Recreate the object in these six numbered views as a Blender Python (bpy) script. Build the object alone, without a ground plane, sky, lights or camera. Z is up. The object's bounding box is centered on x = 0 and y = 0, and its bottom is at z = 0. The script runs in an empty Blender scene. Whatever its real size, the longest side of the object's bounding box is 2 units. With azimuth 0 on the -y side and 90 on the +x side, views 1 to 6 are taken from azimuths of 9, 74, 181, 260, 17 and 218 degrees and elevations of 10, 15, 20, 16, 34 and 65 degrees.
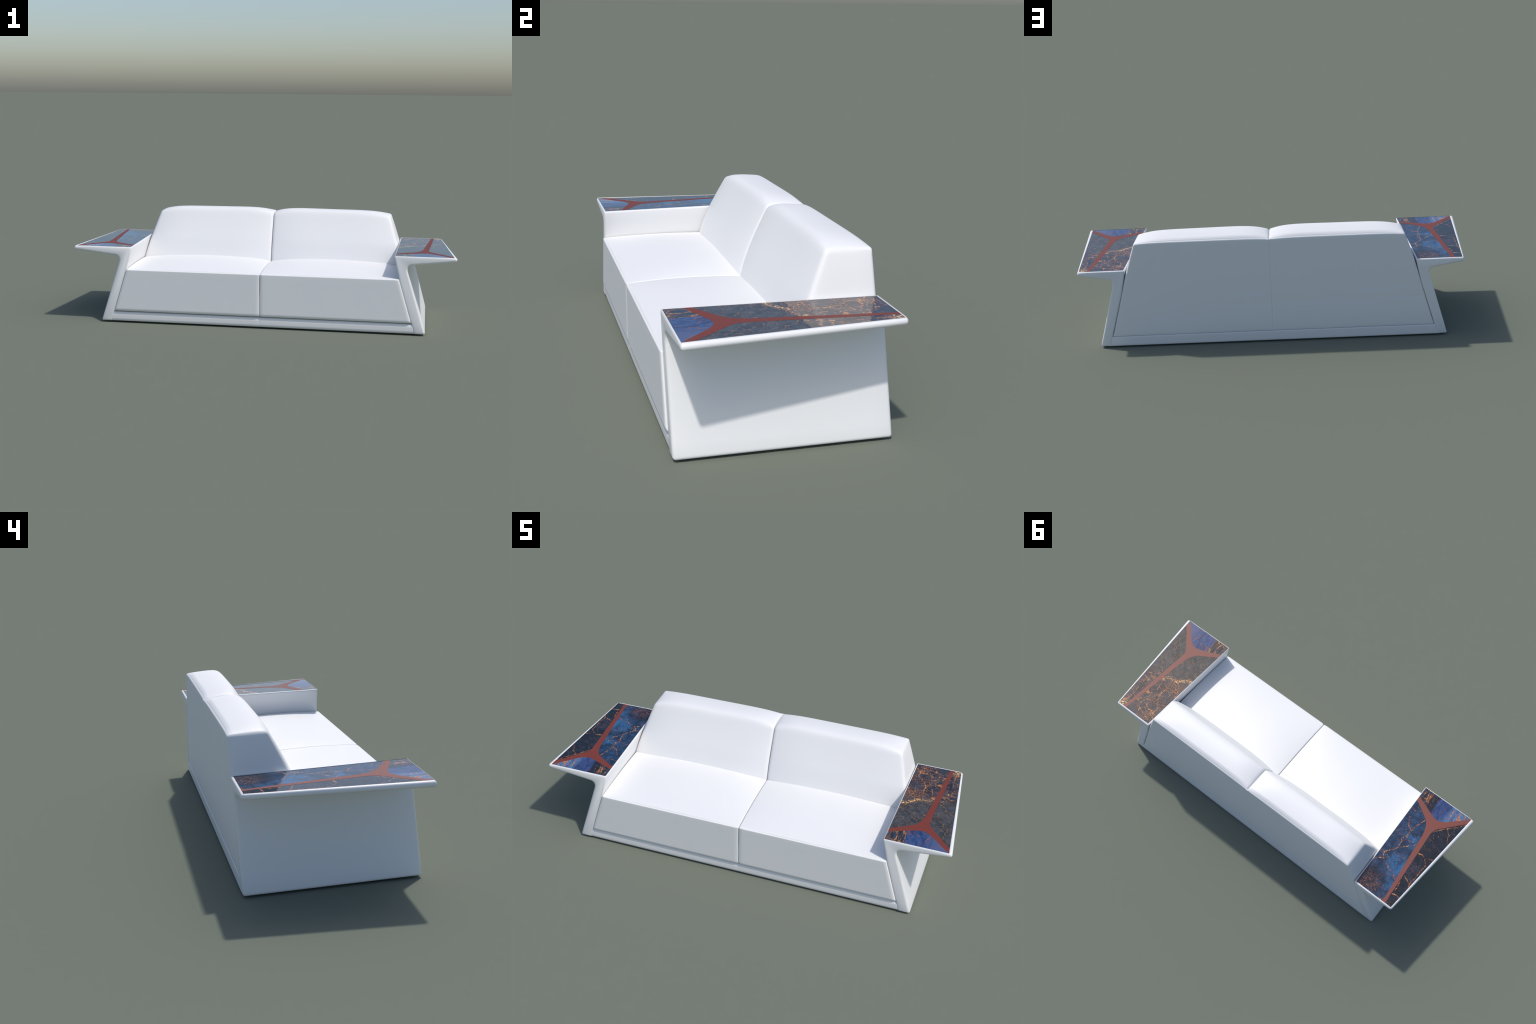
"""White two-seat sofa with flared armrest tables inlaid with blue stone and a red Y band."""
import bpy, bmesh, math
import numpy as np
from mathutils import Vector

# ------------------------------------------------------------------ helpers
scene = bpy.context.scene
root = bpy.data.objects.new("sofa", None)
scene.collection.objects.link(root)
root["label"] = "white two-seat sofa with flared blue stone armrest tables"
root["category"] = "sofa"


def add_object(name, mesh, parent, material):
    ob = bpy.data.objects.new(name, mesh)
    scene.collection.objects.link(ob)
    ob.parent = parent
    mesh.name = name
    mesh.materials.clear()
    mesh.materials.append(material)
    return ob


def shade(mesh, angle=35):
    mesh.shade_smooth()
    mesh.set_sharp_from_angle(angle=math.radians(angle))


def lerp(a, b, t):
    return a + (b - a) * t


def bell(t, n_low, n_high):
    """Pillow profile 0..1: zero at both ends, one in the middle."""
    n = n_low if t < 0.5 else n_high
    return 1.0 - abs(2.0 * t - 1.0) ** n


def rise(d, w):
    """Round shoulder that climbs from 0 to 1 over the distance w."""
    t = min(max(d / w, 0.0), 1.0)
    return 1.0 - (1.0 - t) ** 2


def squared(a, b, ra, rb, amount):
    """Push a rounded edge (distances a, b from two faces, radii ra, rb) towards a sharp one."""
    if a >= ra or b >= rb:
        return a, b
    p, q = (ra - a) / ra, (rb - b) / rb
    k = lerp(1.0, 1.0 / max(p, q, 1e-6), amount)
    return ra * (1 - p * k), rb * (1 - q * k)


# ------------------------------------------------------------------ materials
class Nodes:
    """Tiny expression helper over a node tree."""

    def __init__(self, tree):
        self.t = tree

    def put(self, sock, val):
        if isinstance(val, bpy.types.NodeSocket):
            self.t.links.new(val, sock)
        elif val is not None:
            sock.default_value = val

    def math(self, op, a, b=None, c=None, clamp=False):
        n = self.t.nodes.new("ShaderNodeMath")
        n.operation = op
        n.use_clamp = clamp
        for s, v in zip(n.inputs, (a, b, c)):
            self.put(s, v)
        return n.outputs[0]

    def vec(self, op, a, b=None, scale=None):
        n = self.t.nodes.new("ShaderNodeVectorMath")
        n.operation = op
        self.put(n.inputs[0], a)
        if b is not None:
            self.put(n.inputs[1], b)
        if scale is not None:
            self.put(n.inputs["Scale"], scale)
        return n.outputs["Value"] if op in ("LENGTH", "DOT_PRODUCT", "DISTANCE") else n.outputs[0]

    def ramp(self, v, lo, hi, a=0.0, b=1.0, smooth=True):
        n = self.t.nodes.new("ShaderNodeMapRange")
        n.interpolation_type = "SMOOTHSTEP" if smooth else "LINEAR"
        self.put(n.inputs["Value"], v)
        n.inputs["From Min"].default_value = lo
        n.inputs["From Max"].default_value = hi
        n.inputs["To Min"].default_value = a
        n.inputs["To Max"].default_value = b
        return n.outputs["Result"]

    def noise(self, p, scale, detail=3.0, rough=0.55, colour=False):
        n = self.t.nodes.new("ShaderNodeTexNoise")
        self.put(n.inputs["Vector"], p)
        n.inputs["Scale"].default_value = scale
        n.inputs["Detail"].default_value = detail
        n.inputs["Roughness"].default_value = rough
        return n.outputs["Color"] if colour else n.outputs["Fac"]

    def cells(self, p, scale, feature="DISTANCE_TO_EDGE"):
        n = self.t.nodes.new("ShaderNodeTexVoronoi")
        n.feature = feature
        self.put(n.inputs["Vector"], p)
        n.inputs["Scale"].default_value = scale
        return n.outputs["Color"] if feature == "F1" else n.outputs["Distance"]

    def mix(self, f, a, b):
        n = self.t.nodes.new("ShaderNodeMix")
        n.data_type = "RGBA"
        self.put(n.inputs[0], f)
        for s, v in ((n.inputs[6], a), (n.inputs[7], b)):
            self.put(s, (*v, 1.0) if isinstance(v, tuple) else v)
        return n.outputs[2]

    def mapping(self, p, scale=(1, 1, 1), loc=(0, 0, 0), rot=(0, 0, 0)):
        n = self.t.nodes.new("ShaderNodeMapping")
        self.put(n.inputs["Vector"], p)
        n.inputs["Scale"].default_value = scale
        n.inputs["Location"].default_value = loc
        n.inputs["Rotation"].default_value = rot
        return n.outputs[0]

    def warp(self, p, scale, amount, detail=3.0):
        c = self.noise(p, scale, detail, colour=True)
        off = self.vec("SUBTRACT", c, (0.5, 0.5, 0.5))
        return self.vec("ADD", p, self.vec("SCALE", off, scale=amount))


def new_material(name, rough, spec=0.5):
    m = bpy.data.materials.new(name)
    m.use_nodes = True
    b = m.node_tree.nodes["Principled BSDF"]
    b.inputs["Roughness"].default_value = rough
    b.inputs["Specular IOR Level"].default_value = spec
    coords = m.node_tree.nodes.new("ShaderNodeTexCoord").outputs["Object"]
    return m, Nodes(m.node_tree), b, coords


WHITE = 0.80


def make_white(name, rough, tone, soften, front_only=1.0):
    m, n, b, p = new_material(name, rough)
    bev = m.node_tree.nodes.new("ShaderNodeBevel")      # padded, softly blended edges
    bev.samples = 8
    bev.inputs["Radius"].default_value = soften
    plain = m.node_tree.nodes.new("ShaderNodeNewGeometry").outputs["Normal"]
    sep = m.node_tree.nodes.new("ShaderNodeSeparateXYZ")
    n.put(sep.inputs[0], p)
    front = n.ramp(sep.outputs[1], front_only, front_only + 0.04, 1.0, 0.0)
    blend = n.vec("ADD", n.vec("SCALE", bev.outputs[0], scale=front),
                  n.vec("SCALE", plain, scale=n.math("SUBTRACT", 1.0, front)))
    n.put(b.inputs["Normal"], n.vec("NORMALIZE", blend))
    v = n.noise(p, 6.0, 3.0)
    n.put(b.inputs["Base Color"],
          n.mix(v, tuple(c * 0.985 for c in tone), tone))
    return m


white_shell = make_white("white_shell", 0.42, (WHITE, WHITE, WHITE), 0.010)
seat_leather = make_white("seat_leather", 0.5, (WHITE, WHITE, WHITE), 0.002)
back_leather = make_white("back_leather", 0.5, (WHITE, WHITE, WHITE), 0.024, 0.13)

red_inlay, n_, b_, p_ = new_material("red_inlay", 0.52, 0.5)
n_.put(b_.inputs["Base Color"], n_.mix(n_.noise(p_, 25, 4), (0.168, 0.031, 0.018), (0.186, 0.035, 0.021)))

rubber, n_, b_, p_ = new_material("dark_rubber", 0.7, 0.3)
n_.put(b_.inputs["Base Color"], n_.mix(n_.noise(p_, 60, 2), (0.02, 0.02, 0.02), (0.03, 0.03, 0.03)))


def segment_group():
    """Node group: distance from a point to the segment A-B (in plan)."""
    g = bpy.data.node_groups.new("vein_segment", "ShaderNodeTree")
    for nm in ("P", "A", "B"):
        g.interface.new_socket(nm, in_out="INPUT", socket_type="NodeSocketVector")
    g.interface.new_socket("Distance", in_out="OUTPUT", socket_type="NodeSocketFloat")
    i = g.nodes.new("NodeGroupInput")
    o = g.nodes.new("NodeGroupOutput")
    n = Nodes(g)
    pa = n.vec("SUBTRACT", i.outputs["P"], i.outputs["A"])
    ba = n.vec("SUBTRACT", i.outputs["B"], i.outputs["A"])
    h = n.math("DIVIDE", n.vec("DOT_PRODUCT", pa, ba), n.vec("DOT_PRODUCT", ba, ba), clamp=True)
    d = n.vec("LENGTH", n.vec("SUBTRACT", pa, n.vec("SCALE", ba, scale=h)))
    g.links.new(d, o.inputs["Distance"])
    return g


SEG = segment_group()


def vein_distance(n, p, paths):
    best = None
    for path in paths:
        for a, b in zip(path[:-1], path[1:]):
            s = n.t.nodes.new("ShaderNodeGroup")
            s.node_tree = SEG
            n.put(s.inputs["P"], p)
            s.inputs["A"].default_value = (*a, 0.0)
            s.inputs["B"].default_value = (*b, 0.0)
            best = s.outputs[0] if best is None else n.math("MINIMUM", best, s.outputs[0])
    return best


def spot(n, p, centre, r_in, r_out):
    return n.ramp(n.vec("DISTANCE", p, (*centre, 0.0)), r_in, r_out, 1.0, 0.0)


def lines(n, d, width, soft=1.6):
    return n.ramp(d, width * 0.35, width * soft, 1.0, 0.0)


def flat_coords(n, p):
    return n.vec("MULTIPLY", p, (1.0, 1.0, 0.0))


ORANGE = (0.40, 0.115, 0.025)
GOLD = (0.75, 0.42, 0.14)
PALE = (0.90, 0.72, 0.45)
RUST = (0.20, 0.060, 0.022)


def vein_tone(n, p, lo=0.47, hi=0.64):
    return n.mix(n.ramp(n.noise(p, 95, 3, 0.6), lo, hi), ORANGE, GOLD)


def crackle(n, p, scale, width, jag=1.0):
    """Broken jagged cell borders: distorted Voronoi edges, thinned and thickened by noise."""
    q = n.warp(n.warp(p, scale * 0.9, 0.75 * jag / scale, 3), scale * 4.0, 0.16 * jag / scale, 3)
    d = n.cells(q, scale)
    w = n.ramp(n.noise(p, scale * 1.7, 3, 0.6), 0.38, 0.70, 0.15, 1.0)
    return n.ramp(n.math("DIVIDE", d, w), width * 0.3, width * 1.5, 1.0, 0.0)


def drawn_veins(n, p, paths, width):
    jag = n.warp(n.warp(p, 28, 0.020, 4), 120, 0.0075, 3)
    d = vein_distance(n, jag, paths)
    w = n.ramp(n.noise(p, 60, 3), 0.36, 0.72, 0.25, 1.6)
    core = n.ramp(n.math("DIVIDE", d, w), width * 0.5, width * 1.3, 1, 0)
    halo = n.ramp(d, 0.0, 0.007, 1, 0)
    return core, halo


def specks(n, p, scale, lo, hi, seed):
    return n.ramp(n.noise(n.mapping(p, (1, 1, 1), seed), scale, 2, 0.6), lo, hi)


def start_stone(name):
    m, n, b, p0 = new_material(name, 0.03)
    p = flat_coords(n, p0)
    sep = n.t.nodes.new("ShaderNodeSeparateXYZ")
    n.put(sep.inputs[0], p)
    return m, n, b, p, sep.outputs[0], sep.outputs[1]


def make_blue_stone():
    """Left table: navy and azure clouds, black outer slab, a sparse net of copper veins."""
    m, n, b, p, sx, sy = start_stone("blue_stone")
    soft = n.warp(p, 10, 0.06, 4)
    mott = n.noise(n.warp(p, 30, 0.02, 2), 26, 7, 0.68)
    col = n.mix(n.ramp(mott, 0.36, 0.66), (0.010, 0.024, 0.056), (0.027, 0.070, 0.150))
    azure = n.math("MAXIMUM", spot(n, soft, (-0.838, 0.005), 0.02, 0.085),
                   n.math("MULTIPLY", spot(n, soft, (-0.822, -0.165), 0.005, 0.055), 0.75))
    azure = n.math("MAXIMUM", azure, n.math("MULTIPLY", spot(n, soft, (-0.862, 0.10), 0.0, 0.06), 0.5))
    col = n.mix(n.math("MULTIPLY", azure, n.ramp(mott, 0.32, 0.62, 0.25, 1.0)), col, (0.036, 0.135, 0.300))
    black = n.math("MULTIPLY", spot(n, soft, (-0.800, -0.185), 0.0, 0.045), n.ramp(mott, 0.60, 0.40))
    col = n.mix(n.math("MULTIPLY", black, 0.8), col, (0.008, 0.014, 0.028))
    # the black slab on the outer side of the band
    edge = n.math("ADD", n.math("MULTIPLY", sy, 0.086), n.math("ADD", sx, 0.868))
    outer = n.ramp(edge, -0.004, 0.004, 1, 0)
    dark = n.mix(n.ramp(mott, 0.40, 0.70), (0.008, 0.012, 0.020), (0.020, 0.030, 0.046))
    dark = n.mix(n.math("MULTIPLY", spot(n, soft, (-0.905, -0.02), 0.0, 0.09), n.ramp(mott, 0.35, 0.6)), dark,
                 (0.034, 0.037, 0.060))
    col = n.mix(outer, col, dark)
    brown = spot(n, soft, (-0.750, 0.145), 0.03, 0.11)
    col = n.mix(n.math("MULTIPLY", brown, 0.85), col, n.mix(n.ramp(mott, 0.4, 0.65), (0.012, 0.011, 0.016), (0.040, 0.032, 0.046)))
    col = n.mix(specks(n, p, 150, 0.56, 0.72, (2, 7, 0)), col, (0.008, 0.012, 0.022))
    # veins
    paths = [
        [(-.697, -.314), (-.730, -.313), (-.751, -.328)],
        [(-.799, -.303), (-.780, -.251), (-.772, -.173), (-.787, -.152), (-.768, -.131), (-.774, -.082),
         (-.731, -.025), (-.709, -.018)],
        [(-.772, -.173), (-.760, -.140), (-.768, -.131)],
        [(-.774, -.082), (-.810, -.127), (-.834, -.152)], [(-.787, -.152), (-.821, -.159)],
        [(-.731, -.025), (-.749, .008), (-.792, .026), (-.807, .043), (-.835, .038), (-.863, .063)],
        [(-.749, .008), (-.724, .017), (-.710, .052)],
        [(-.871, -.126), (-.893, -.132), (-.920, -.128), (-.957, -.143)],
        [(-.920, -.128), (-.941, -.095), (-.942, -.038), (-.941, -.003), (-.937, .038)],
        [(-.894, .018), (-.937, .038), (-.943, .064)], [(-.892, .059), (-.899, .111)],
        [(-.898, .131), (-.938, .130)],
        [(-.862, -.267), (-.886, -.304), (-.916, -.332), (-.941, -.308), (-.961, -.264)],
        [(-.916, -.332), (-.980, -.411)],
        [(-.776, -.208), (-.745, -.222), (-.722, -.262)],
    ]
    core, halo = drawn_veins(n, p, paths, 0.0020)
    fine = n.math("MULTIPLY", crackle(n, p, 24, 0.04), n.ramp(n.noise(soft, 13, 2), 0.50, 0.62))
    zone = n.math("MAXIMUM", spot(n, soft, (-0.765, 0.160), 0.02, 0.085), spot(n, p, (-0.885, 0.190), 0.008, 0.045))
    cluster = n.math("MULTIPLY", crackle(n, p, 64, 0.10, 1.6), n.math("MULTIPLY", zone, n.ramp(n.noise(p, 34, 3), 0.36, 0.58)))
    flecks = n.math("MULTIPLY", specks(n, p, 170, 0.665, 0.70, (3, 5, 1)), n.ramp(n.noise(p, 15, 2), 0.42, 0.56))
    col = n.mix(n.math("MULTIPLY", halo, 0.30), col, RUST)
    col = n.mix(n.math("MULTIPLY", fine, 0.50), col, RUST)
    col = n.mix(n.math("MULTIPLY", cluster, 0.85), col, vein_tone(n, p, 0.52, 0.70))
    col = n.mix(n.math("MULTIPLY", flecks, 0.75), col, GOLD)
    col = n.mix(core, col, vein_tone(n, p, 0.44, 0.60))
    n.put(b.inputs["Base Color"], col)
    return m


def make_blue_front():
    """Front piece of the left table: streaked violet-blue between a dark band and a pale corner."""
    m, n, b, p, sx, sy = start_stone("blue_front_stone")
    lean = n.mapping(p, (1.0, 0.30, 1), (0, 0, 0), (0, 0, math.radians(-8)))
    wob = n.warp(lean, 18, 0.02, 3)
    streak = n.noise(wob, 60, 6, 0.65)
    x = n.math("ADD", sx, n.math("MULTIPLY", n.math("SUBTRACT", n.noise(wob, 30, 3), 0.5), 0.05))
    col = n.mix(n.ramp(streak, 0.35, 0.66), (0.017, 0.032, 0.095), (0.052, 0.090, 0.245))
    col = n.mix(n.ramp(x, -0.850, -0.890), col, n.mix(n.ramp(streak, 0.35, 0.65), (0.045, 0.10, 0.22), (0.11, 0.20, 0.36)))
    col = n.mix(n.ramp(x, -0.935, -0.960), col, (0.12, 0.11, 0.16))
    col = n.mix(n.ramp(x, -0.805, -0.785), col, n.mix(streak, (0.008, 0.010, 0.015), (0.020, 0.026, 0.045)))
    col = n.mix(n.ramp(x, -0.750, -0.735), col, n.mix(n.ramp(streak, 0.4, 0.65), (0.012, 0.020, 0.030), (0.030, 0.050, 0.080)))
    slivers = n.ramp(n.noise(n.mapping(wob, (1, 1, 1), (4, 1, 0)), 75, 2), 0.62, 0.68)
    col = n.mix(n.math("MULTIPLY", slivers, 0.8), col, (0.20, 0.065, 0.045))
    net = n.math("MULTIPLY", crackle(n, lean, 38, 0.09), n.math("MAXIMUM", spot(n, n.warp(p, 12, 0.03), (-0.733, -0.415), 0.015, 0.045),
                                                            n.ramp(x, -0.89, -0.93)))
    col = n.mix(n.math("MULTIPLY", net, 0.8), col, vein_tone(n, p))
    core, halo = drawn_veins(n, p, [[(-.754, -.368), (-.734, -.406), (-.742, -.456)], [(-.708, -.400), (-.737, -.402)],
                                    [(-.734, -.406), (-.722, -.456)], [(-.894, -.383), (-.882, -.416), (-.889, -.452)],
                                    [(-.926, -.412), (-.922, -.455)]], 0.0028)
    col = n.mix(n.math("MULTIPLY", halo, 0.35), col, RUST)
    col = n.mix(core, col, vein_tone(n, p, 0.48, 0.62))
    n.put(b.inputs["Base Color"], col)
    return m


def make_slate_stone():
    """Right table: grey slate crazed by ochre veins, darker and coppery behind a broken gold seam."""
    m, n, b, p, sx, sy = start_stone("slate_stone")
    soft = n.warp(p, 10, 0.06, 4)
    mott = n.noise(n.warp(p, 30, 0.02, 2), 24, 7, 0.66)
    rear = n.ramp(n.math("ADD", sy, n.math("MULTIPLY", n.math("SUBTRACT", mott, 0.5), 0.15)), -0.12, -0.03)
    slate = n.mix(n.ramp(mott, 0.36, 0.66), (0.030, 0.036, 0.044), (0.066, 0.074, 0.084))
    night = n.mix(n.ramp(mott, 0.36, 0.66), (0.012, 0.018, 0.030), (0.042, 0.048, 0.070))
    patch = n.ramp(n.noise(soft, 15, 2), 0.48, 0.60)
    night = n.mix(n.math("MULTIPLY", patch, 0.6), night, (0.056, 0.058, 0.072))
    col = n.mix(rear, slate, night)
    rust = n.math("MULTIPLY", n.math("MAXIMUM", spot(n, soft, (0.750, -0.055), 0.01, 0.085),
                                     n.math("MULTIPLY", spot(n, soft, (0.92, 0.05), 0.0, 0.12), 0.7)),
                  n.ramp(mott, 0.42, 0.6))
    col = n.mix(n.math("MULTIPLY", rust, 0.4), col, (0.105, 0.064, 0.060))
    col = n.mix(specks(n, p, 150, 0.56, 0.72, (2, 7, 0)), col, (0.014, 0.016, 0.020))
    # ochre crazing in front
    pick = n.noise(soft, 17, 3)
    small = n.math("MULTIPLY", crackle(n, p, 30, 0.046), n.ramp(pick, 0.38, 0.54, 0.25, 1.0))
    hair = n.math("MULTIPLY", crackle(n, n.vec("ADD", p, (0.4, 0.2, 0)), 58, 0.06), n.ramp(pick, 0.60, 0.46, 0.0, 0.6))
    front_v = n.math("MULTIPLY", n.math("MAXIMUM", small, hair), n.ramp(rear, 0.0, 1.0, 0.72, 0.2))
    ochre = n.mix(n.ramp(n.noise(p, 80, 2), 0.4, 0.62), (0.17, 0.078, 0.020), (0.38, 0.19, 0.055))
    col = n.mix(front_v, col, ochre)
    # copper web behind
    big = n.math("MULTIPLY", crackle(n, n.vec("ADD", p, (0.31, 0.17, 0.0)), 18, 0.036), n.ramp(n.noise(p, 14, 2), 0.40, 0.54, 0.1, 1.0))
    mid = n.math("MULTIPLY", crackle(n, n.vec("ADD", p, (0.11, 0.57, 0.0)), 34, 0.050, 1.4), n.ramp(n.noise(soft, 20, 2), 0.48, 0.60, 0.0, 0.6))
    big = n.math("MAXIMUM", big, mid)
    web = n.math("MULTIPLY", big, n.ramp(rear, 0.1, 0.8))
    zone = n.math("MAXIMUM", spot(n, soft, (0.745, -0.075), 0.01, 0.075),
                  n.math("MAXIMUM", n.math("MULTIPLY", spot(n, soft, (0.785, 0.055), 0.0, 0.065), 0.7),
                         n.math("MULTIPLY", spot(n, soft, (0.755, 0.165), 0.0, 0.06), 0.7)))
    zone = n.math("MAXIMUM", zone, spot(n, soft, (0.922, 0.165), 0.015, 0.05))
    dense = n.math("MULTIPLY", crackle(n, p, 60, 0.10, 1.5), zone)
    col = n.mix(n.math("MULTIPLY", n.math("MAXIMUM", web, dense), 0.92), col, vein_tone(n, p))
    core, halo = drawn_veins(n, p, [
        [(.957, -.038), (.930, -.054), (.900, -.072), (.880, -.088)], [(.930, -.054), (.890, -.035), (.876, -.052)],
        [(.843, -.073), (.836, -.046), (.823, .0)],
        [(.869, .114), (.843, .124), (.836, .087), (.833, .040), (.853, .018)],
        [(.807, .188), (.827, .148), (.843, .124)], [(.827, .148), (.779, .165), (.735, .179)],
        [(.777, .051), (.790, .011), (.790, -.046), (.773, -.085)], [(.777, .051), (.800, .075), (.836, .087)],
    ], 0.0017)
    col = n.mix(n.math("MULTIPLY", halo, 0.35), col, RUST)
    col = n.mix(core, col, vein_tone(n, p, 0.42, 0.58))
    # broken gold seam
    jag = n.warp(n.warp(p, 30, 0.035, 4), 100, 0.012, 2)
    d = vein_distance(n, jag, [[(.706, -.148), (.750, -.130), (.780, -.105), (.820, -.100), (.846, -.070)]])
    seam = n.math("MULTIPLY", n.ramp(d, 0.003, 0.018, 1, 0), n.ramp(sx, 0.855, 0.79, 0.45, 1.0))
    seam = n.math("MULTIPLY", seam, n.ramp(n.noise(p, 42, 2), 0.38, 0.52, 0.15, 1.0))
    col = n.mix(n.math("MULTIPLY", seam, 0.6), col, (0.30, 0.11, 0.03))
    knots = n.math("MULTIPLY", n.math("MAXIMUM", seam, n.math("MULTIPLY", spot(n, soft, (0.925, 0.178), 0.0, 0.04), 0.9)),
                   n.ramp(n.noise(n.warp(p, 80, 0.012), 95, 3), 0.49, 0.57))
    col = n.mix(n.math("MULTIPLY", knots, 0.95), col, n.mix(n.ramp(n.noise(p, 110, 2), 0.42, 0.60), GOLD, PALE))
    n.put(b.inputs["Base Color"], col)
    return m


def make_slate_front():
    """Front piece of the right table: blue slab beside a dark streaky strip, joint straight."""
    m, n, b, p, sx, sy = start_stone("slate_front_stone")
    stretched = n.mapping(p, (1.0, 0.38, 1))
    wob = n.warp(stretched, 20, 0.02, 3)
    streak = n.noise(wob, 62, 6, 0.65)
    blue = n.mix(n.ramp(streak, 0.35, 0.66), (0.015, 0.038, 0.115), (0.045, 0.092, 0.240))
    blue = n.mix(n.ramp(n.math("ADD", sx, n.math("MULTIPLY", streak, 0.03)), 0.865, 0.95), blue, (0.075, 0.105, 0.215))
    strip = n.mix(n.ramp(streak, 0.35, 0.66), (0.014, 0.021, 0.032), (0.046, 0.054, 0.074))
    is_blue = n.ramp(sx, 0.7770, 0.7785)
    col = n.mix(is_blue, strip, blue)
    net = n.math("MULTIPLY", crackle(n, stretched, 26, 0.050), n.ramp(n.noise(p, 24, 2), 0.38, 0.50))
    slivers = n.ramp(n.noise(n.mapping(wob, (1, 1, 1), (4, 1, 0)), 75, 2), 0.61, 0.67)
    slivers = n.math("MULTIPLY", slivers, n.ramp(sx, 0.80, 0.90, 0.3, 0.7))
    col = n.mix(n.math("MULTIPLY", n.math("MAXIMUM", net, slivers), 0.75), col, n.mix(is_blue, (0.33, 0.13, 0.04), (0.22, 0.085, 0.07)))
    net2 = n.math("MULTIPLY", crackle(n, stretched, 44, 0.07), n.math("SUBTRACT", 1.0, is_blue))
    col = n.mix(n.math("MULTIPLY", net2, 0.7), col, vein_tone(n, p))
    core, halo = drawn_veins(n, p, [[(.7745, -.456), (.7745, -.372)], [(.738, -.456), (.742, -.410)],
                                    [(.860, -.435), (.872, -.400), (.890, -.372)]], 0.0024)
    col = n.mix(n.math("MULTIPLY", core, 0.9), col, n.mix(is_blue, vein_tone(n, p, 0.42, 0.58), (0.30, 0.10, 0.05)))
    n.put(b.inputs["Base Color"], col)
    return m


blue_stone = make_blue_stone()
blue_front_stone = make_blue_front()
slate_stone = make_slate_stone()
slate_front_stone = make_slate_front()


# ------------------------------------------------------------------ rounded bodies
def samples(n, r_frac, extra=()):
    """0..1 sample positions: tangent-spaced inside the rounded margins, even between."""
    k = 4
    low = [r_frac * (1.0 - math.tan(math.radians(45 * (1 - i / k)))) for i in range(k)]
    body = list(np.linspace(r_frac, 1 - r_frac, n))
    s = sorted(set(round(v, 7) for v in low + body + [1 - v for v in low] + list(extra)))
    return s


def rounded_body(name, dims, r, fn, counts, parent, material, extras=((), (), ()), mirror=False):
    """Box with rounded edges whose unit coordinates (u, v, w) are shaped by fn into space."""
    S = [samples(c, r / d, e) for c, d, e in zip(counts, dims, extras)]
    bm = bmesh.new()
    cache = {}

    def vert(p):
        key = tuple(round(c, 7) for c in p)
        if key not in cache:
            q = [c * d for c, d in zip(p, dims)]
            core = [min(max(c, r), d - r) for c, d in zip(q, dims)]
            off = Vector(q) - Vector(core)
            if off.length > 1e-9:
                q = Vector(core) + off.normalized() * r
            x, y, z = fn(*[c / d for c, d in zip(q, dims)])
            cache[key] = bm.verts.new((-x if mirror else x, y, z))
        return cache[key]

    for axis in range(3):
        a, b = [i for i in range(3) if i != axis]
        for side in (0.0, 1.0):
            for i in range(len(S[a]) - 1):
                for j in range(len(S[b]) - 1):
                    quad = []
                    for ia, jb in ((i, j), (i + 1, j), (i + 1, j + 1), (i, j + 1)):
                        p = [0.0] * 3
                        p[axis], p[a], p[b] = side, S[a][ia], S[b][jb]
                        quad.append(vert(p))
                    bm.faces.new(quad)
    bmesh.ops.recalc_face_normals(bm, faces=bm.faces)
    me = bpy.data.meshes.new(name)
    bm.to_mesh(me)
    bm.free()
    shade(me, 50)
    return add_object(name, me, parent, material)


# ------------------------------------------------------------------ frame: base and side arms
FRONT, REAR = -0.4600, 0.2045
BASE_Z = 0.005
TOP_Z = 0.4065


def leg_inner(y, z):
    """x of the inner face of an arm at depth y and height z."""
    f = np.interp(z, [0.005, 0.062, 0.283, TOP_Z], [0.800, 0.782, 0.7155, 0.6865])
    b = np.interp(z, [0.005, 0.059, 0.20, 0.287, 0.365, TOP_Z], [0.8175, 0.8035, 0.7625, 0.737, 0.719, 0.7115])
    return lerp(f, b, (y - FRONT) / (REAR - FRONT))


def arm_profile(inner, outer_c, under, elbow, shin, foot, foot_in):
    """Closed (x, z) outline of an arm: table wing, round lip, elbow fillet, raked leg."""
    pts = [(inner[-1], "edge")]
    r = 0.0115
    for i in range(13):
        a = math.radians(90 - i * 165 / 12)
        pts.append(((outer_c[0] + r * math.cos(a), outer_c[1] + r * math.sin(a)), "soft"))
    a, c, b = under, elbow, shin
    for i in range(9):
        t = i / 8
        pts.append((tuple((1 - t) ** 2 * a[k] + 2 * t * (1 - t) * c[k] + t * t * b[k] for k in (0, 1)), "soft"))
    rise_x = (foot[0] - b[0]) / (b[1] - foot[1])
    pts.append(((foot[0] - 0.045 * rise_x, foot[1] + 0.045), "soft"))
    pts.append((foot, "edge"))
    pts.append((foot_in, "edge"))
    for q in inner[:-1]:
        pts.append((q, "soft"))
    return pts


front_prof = arm_profile([(0.782, 0.062), (0.7405, 0.200), (0.7155, 0.283), (0.6935, 0.372), (0.6865, TOP_Z)], (0.9885, 0.395), (0.776, 0.3605),
                         (0.7470, 0.3575), (0.7560, 0.322), (0.8545, BASE_Z), (0.800, BASE_Z))
rear_prof = arm_profile([(0.8035, 0.059), (0.7625, 0.200), (0.7370, 0.287), (0.7190, 0.365), (0.7115, TOP_Z)], (0.9325, 0.395), (0.798, 0.3605),
                        (0.7710, 0.3575), (0.7785, 0.322), (0.8675, BASE_Z), (0.8175, BASE_Z))

# table inlay outline (right-hand side, mirrored for the left)
IN_F, OUT_F, IN_R, OUT_R = (0.6910, -0.4555), (0.9835, -0.4560), (0.7180, 0.1970), (0.9360, 0.1970)


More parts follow.
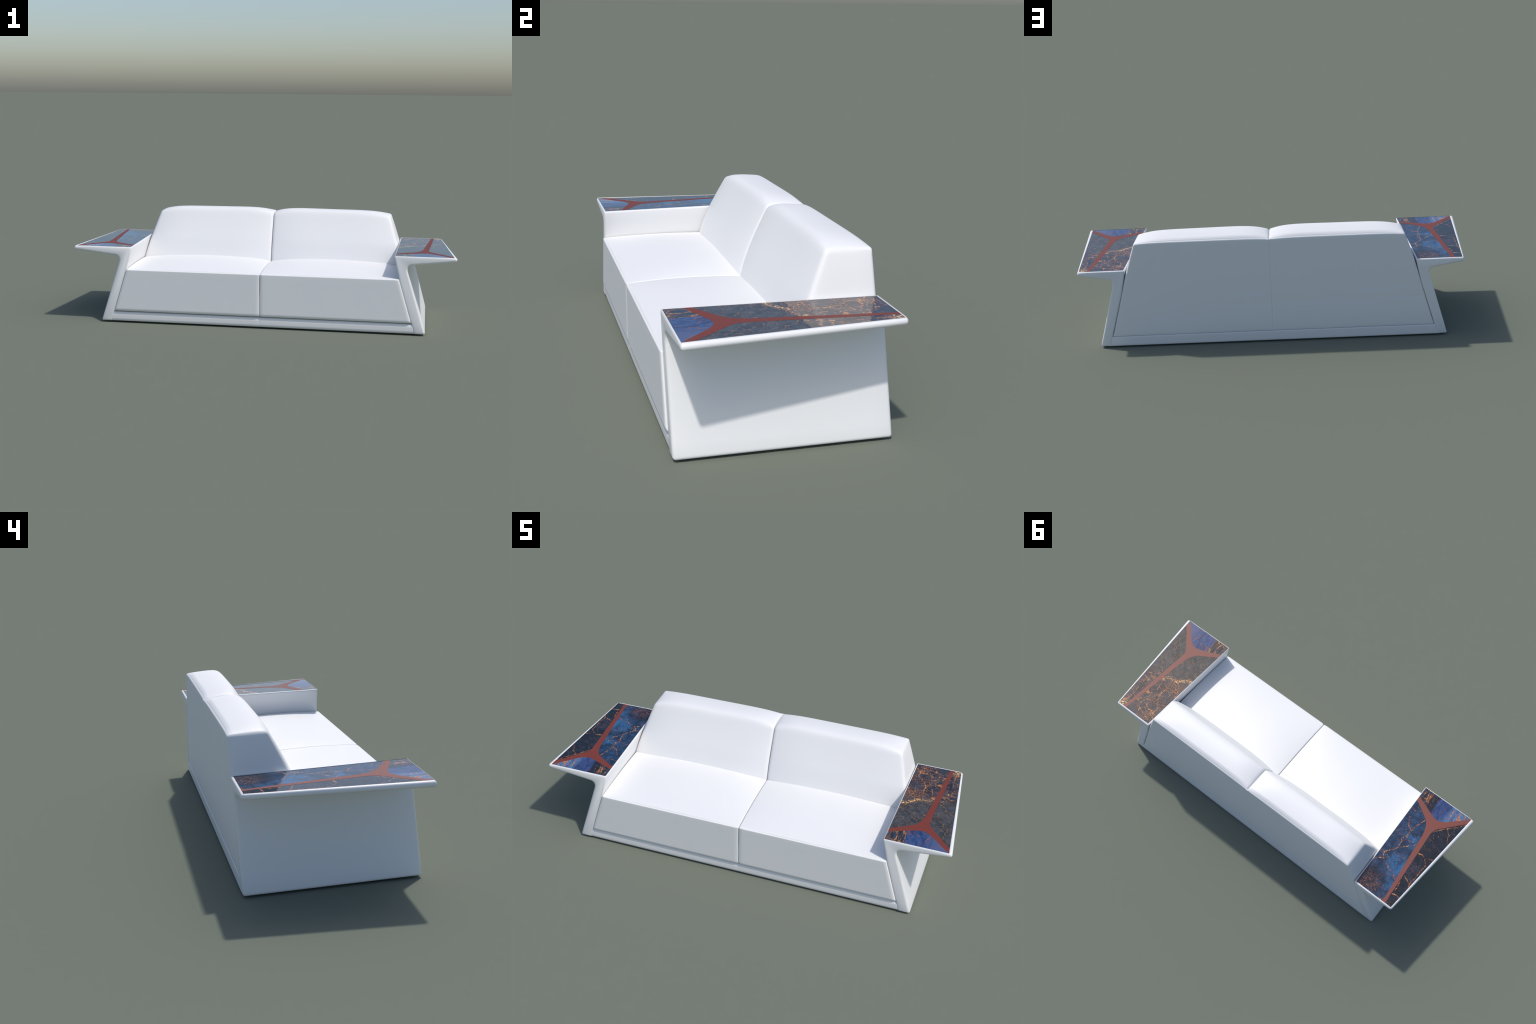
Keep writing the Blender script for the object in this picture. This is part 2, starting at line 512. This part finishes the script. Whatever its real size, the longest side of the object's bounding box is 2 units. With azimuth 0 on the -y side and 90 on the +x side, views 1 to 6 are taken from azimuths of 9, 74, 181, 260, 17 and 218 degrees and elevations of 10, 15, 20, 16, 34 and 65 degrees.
def bezier(a, c, b, n=10):
    return [tuple((1 - t) ** 2 * a[k] + 2 * t * (1 - t) * c[k] + t * t * b[k] for k in (0, 1))
            for t in [i / n for i in range(n + 1)]]


IN_A, IN_B = (0.6935, -0.3935), (0.6945, -0.3700)
REAR_A, REAR_B = (0.8835, 0.1970), (0.8995, 0.1970)
OUT_A = (0.9810, -0.4225)
curve_front = bezier((0.8140, -0.3440), (0.8500, -0.3290), (0.8840, -0.3570))
curve_outer = bezier((0.8840, -0.3080), (0.8600, -0.2850), (0.8625, -0.2480))
curve_inner = bezier((0.8340, -0.2200), (0.8230, -0.2890), (0.7880, -0.3110))

FLOOR = TOP_Z - 0.0035
PANEL_TOP = TOP_Z - 0.0014


def prism(name, outline, z0, z1, parent, material, mirror):
    bm = bmesh.new()
    vs = [bm.verts.new((-x if mirror else x, y, z0)) for x, y in outline]
    f = bm.faces.new(vs)
    top = bmesh.ops.extrude_face_region(bm, geom=[f])
    for v in top["geom"]:
        if isinstance(v, bmesh.types.BMVert):
            v.co.z = z1
    bmesh.ops.recalc_face_normals(bm, faces=bm.faces)
    bmesh.ops.triangulate(bm, faces=[f for f in bm.faces if len(f.verts) > 4])
    me = bpy.data.meshes.new(name)
    bm.to_mesh(me)
    bm.free()
    return add_object(name, me, parent, material)


def evaluated_mesh(ob):
    dg = bpy.context.evaluated_depsgraph_get()
    return bpy.data.meshes.new_from_object(ob.evaluated_get(dg))


def build_arm(mirror):
    n_slices = 10
    count = len(front_prof)
    foot_in = count - 5
    bm = bmesh.new()
    rings = []
    for s in range(n_slices + 1):
        t = s / n_slices
        ring = []
        for (pf, _), (pr, _) in zip(front_prof, rear_prof):
            x, z = lerp(pf[0], pr[0], t), lerp(pf[1], pr[1], t)
            ring.append(bm.verts.new((-x if mirror else x, lerp(FRONT, REAR, t), z)))
        rings.append(ring)
    for a, b in zip(rings[:-1], rings[1:]):
        for i in range(count):
            j = (i + 1) % count
            bm.faces.new((a[i], a[j], b[j], b[i]))
    bm.faces.new(rings[0])
    bm.faces.new(rings[-1])
    bmesh.ops.recalc_face_normals(bm, faces=bm.faces)
    weight = bm.edges.layers.float.new("bevel_weight_edge")
    index = {v: (s, i) for s, ring in enumerate(rings) for i, v in enumerate(ring)}
    for e in bm.edges:
        (s0, i0), (s1, i1) = index[e.verts[0]], index[e.verts[1]]
        if s0 == s1 and s0 in (0, n_slices):
            pair = {i0, i1}
            if pair == {0, 1}:
                e[weight] = 0.45                      # rim in front of and behind the stone
            elif pair in ({foot_in, foot_in + 1}, {foot_in, foot_in - 1}):
                e[weight] = 0.12 if foot_in + 1 in pair else 1.0   # flush joint with the base rail
            elif min(pair) > foot_in or pair == {0, count - 1}:
                e[weight] = 0.45 if s0 == 0 else 0.2  # inner edge beside the cushions
            else:
                e[weight] = 1.0
        elif i0 == i1 and front_prof[i0][1] == "edge":
            e[weight] = 0.80 if i0 == 0 else (0.12 if i0 == foot_in else 1.0)
    me = bpy.data.meshes.new("side_arm")
    bm.to_mesh(me)
    bm.free()
    arm = add_object("side_arm", me, root, white_shell)
    bev = arm.modifiers.new("round", "BEVEL")
    bev.limit_method = "WEIGHT"
    bev.width = 0.0095
    bev.segments = 4
    bev.use_clamp_overlap = False
    # recess for the stone top
    cut = prism("recess", [IN_F, OUT_F, OUT_R, IN_R], FLOOR, TOP_Z + 0.02, root, white_shell, mirror)
    boo = arm.modifiers.new("recess", "BOOLEAN")
    boo.object = cut
    boo.operation = "DIFFERENCE"
    boo.solver = "EXACT"
    done = evaluated_mesh(arm)
    arm.modifiers.clear()
    old = arm.data
    arm.data = done
    bpy.data.meshes.remove(old)
    bpy.data.objects.remove(cut)
    done.name = "side_arm"
    done.materials.clear()
    done.materials.append(white_shell)
    shade(done, 40)

    stone, front_stone = (blue_stone, blue_front_stone) if mirror else (slate_stone, slate_front_stone)
    y_shape = ([IN_A] + curve_front + [OUT_F, OUT_A] + curve_outer + [REAR_B, REAR_A] + curve_inner + [IN_B])
    prism("inlay_band", y_shape, FLOOR - 0.001, PANEL_TOP + 0.0003, arm, red_inlay, mirror)
    prism("stone_panel", [IN_F] + [OUT_F] + curve_front[::-1] + [IN_A], FLOOR - 0.001, PANEL_TOP, arm, front_stone, mirror)
    prism("stone_panel", [OUT_A, OUT_R, REAR_B] + curve_outer[::-1], FLOOR - 0.001, PANEL_TOP, arm, stone, mirror)
    prism("stone_panel", [REAR_A, IN_R, IN_B] + curve_inner[::-1], FLOOR - 0.001, PANEL_TOP, arm, stone, mirror)
    return arm


arms = [build_arm(False), build_arm(True)]


def base_shape(u, v, w):
    side = 2 * u - 1
    fv, fw = 0.0055 / 0.66, 0.0055 / 0.052
    wt, vr = squared(1 - w, 1 - v, fw, fv, 0.75)
    v, w = 1 - vr, 1 - wt
    z = lerp(BASE_Z, 0.0570, w)
    y = lerp(FRONT + 0.0006, REAR - 0.0003, v)
    x = side * (leg_inner(y, z) + 0.014)
    if v < 0.1:                     # soft front lip that rolls back under the cushions
        y += 0.007 * max(0.0, (w - 0.66) / 0.34) ** 2 + 0.006 * max(0.0, (0.32 - w) / 0.32) ** 2
        y += 0.0005 * max(0.0, 1 - abs(x) / 0.003)
    return x, y, z


rounded_body("base_rail", (1.58, 0.66, 0.052), 0.0055, base_shape, (60, 8, 16), root, white_shell,
             extras=((0.499, 0.5, 0.501), (), ()))

for sx in (1, -1):
    for sy in (-0.405, 0.155):
        bm = bmesh.new()
        bmesh.ops.create_cone(bm, cap_ends=True, segments=32, radius1=0.020, radius2=0.022, depth=0.007)
        bmesh.ops.translate(bm, verts=bm.verts, vec=(sx * 0.77, sy, 0.0035))
        me = bpy.data.meshes.new("foot_glide")
        bm.to_mesh(me)
        bm.free()
        shade(me, 40)
        add_object("foot_glide", me, root, rubber)


# ------------------------------------------------------------------ cushions
SEAT_Z0, SEAT_Z1 = 0.0612, 0.2865


def seat_shape(u, v, w):
    y = lerp(-0.468, -0.020, v)
    d = (y + 0.468)
    edge = lerp(0.0085, 0.0055, u) * max(0.0, 1 - (2 * min(d / 0.42, 1.0) - 1) ** 2)
    lip = max(0.0, d - 0.0045)
    q = 0.66 * rise(lip, 0.30)
    top = SEAT_Z1 + edge + 0.0235 * bell(u, 2.7, 1.8) * q + 0.0052 * bell(u, 4, 3) * rise(lip, 0.007) \
        + 0.0022 * rise(u, 0.08) * rise(1 - u, 0.3) * q
    z = lerp(SEAT_Z0, top, w)
    zz = lerp(SEAT_Z0, SEAT_Z1, w)
    outer = leg_inner(y, zz) - 0.0012 - 0.004 * v
    x = lerp(0.0004 + 0.0010 * rise(zz - 0.15, 0.08), outer, u)
    if v < 0.5:
        fade = max(0.0, 1 - v * 12)
        tuck = max(0.0, 1 - (zz - SEAT_Z0) / 0.017)
        ends = max(0.0, 1 - x / 0.022) ** 2 + max(0.0, 1 - (outer - x) / 0.016) ** 2
        y += fade * (0.011 * (1 - math.sqrt(1 - 0.97 * tuck ** 2)) + 0.0035 * ends)
    return x, y, z


BACK_Z0, BACK_Z1 = 0.0582, 0.543
face_fit = np.polyfit([0.289, 0.309, 0.332, 0.372, 0.445, 0.514, 0.546],
                      [-0.045, -0.043, -0.037, -0.022, 0.008, 0.037, 0.056], 3)


def back_end(z, v):
    f = np.interp(z, [0.062, 0.288, 0.40, 0.545], [0.783, 0.7280, 0.6950, 0.651])
    r = np.interp(z, [0.059, 0.20, 0.352, 0.403, 0.475, 0.541], [0.8022, 0.7610, 0.7180, 0.7015, 0.6780, 0.6560])
    return lerp(f, r, v)


BACK_DIMS, BACK_R = (0.68, 0.17, 0.481), 0.0090


def back_shape(u, v, w):
    fu, fv, fw = (BACK_R / d for d in BACK_DIMS)
    # crisp where the two halves meet at the rear, and along the rear top edge
    u, vr = squared(u, 1 - v, fu, fv, 0.97)
    wt, vr = squared(1 - w, vr, fw, fv, 0.30)
    bt, vr = squared(w, vr, fw, fv, 0.7)
    v, w = 1 - vr, (bt if w < 0.5 else 1 - wt)
    zz = lerp(BACK_Z0, BACK_Z1, w)
    # depth
    yf = np.polyval(face_fit, zz) if zz > 0.289 else -0.0455
    full = float(np.interp(zz, [0.06, 0.40, 0.545], [1.0, 1.0, 0.45]))
    yf -= 0.0195 * bell(u, 4.0, 4.0) * full
    y = lerp(yf, 0.2034, v)
    # height: flat pillow top, tight shoulder and a welt lip along the rear edge
    from_rear = (1 - v) * 0.146
    c = 1 - (1 - v / 0.35) ** 4 if v < 0.35 else 1 - 0.70 * ((v - 0.35) / 0.65) ** 1.6
    c *= rise(from_rear - 0.0060, 0.018)
    across = bell(u, 5.5, 5.5)
    top = BACK_Z1 - 0.0015 + across * (0.0065 + 0.0195 * c) + 0.0060 * c * (1 - u) ** 2 - 0.0030 * max(0.0, 1 - from_rear / 0.009)
    z = zz + (top - BACK_Z1) * max(0.0, (w - 0.5) * 2) ** 2
    end = back_end(zz, v) + 0.0042 * bell(v, 4, 4) * bell(w, 5, 5)
    x = lerp(0.00008 + 0.0014 * rise(zz - 0.25, 0.2) * max(0.0, 0.85 - v), end, u)
    if v > 0.9:                     # faint hairline groove down the rear
        y -= 0.0004 * max(0.0, 1 - abs(x - 0.362) / 0.003)
    return x, y, z


seat_v = [(0.0038 + 0.0007 * i) / 0.448 for i in range(22)]
back_v = [1 - (0.0035 + 0.0016 * i) / 0.146 for i in range(1, 16)]
for mirror in (False, True):
    rounded_body("seat_cushion", (0.72, 0.448, 0.2245), 0.0036, seat_shape, (48, 36, 24), root, seat_leather,
                 extras=((.01, .015, .02, .03, .985, .98, .97), seat_v, (.005, .01, .02, .03, .04, .05, .06, .07, .09)), mirror=mirror)
    rounded_body("back_cushion", BACK_DIMS, BACK_R, back_shape, (70, 24, 50), root, back_leather,
                 extras=((), back_v, ()), mirror=mirror)
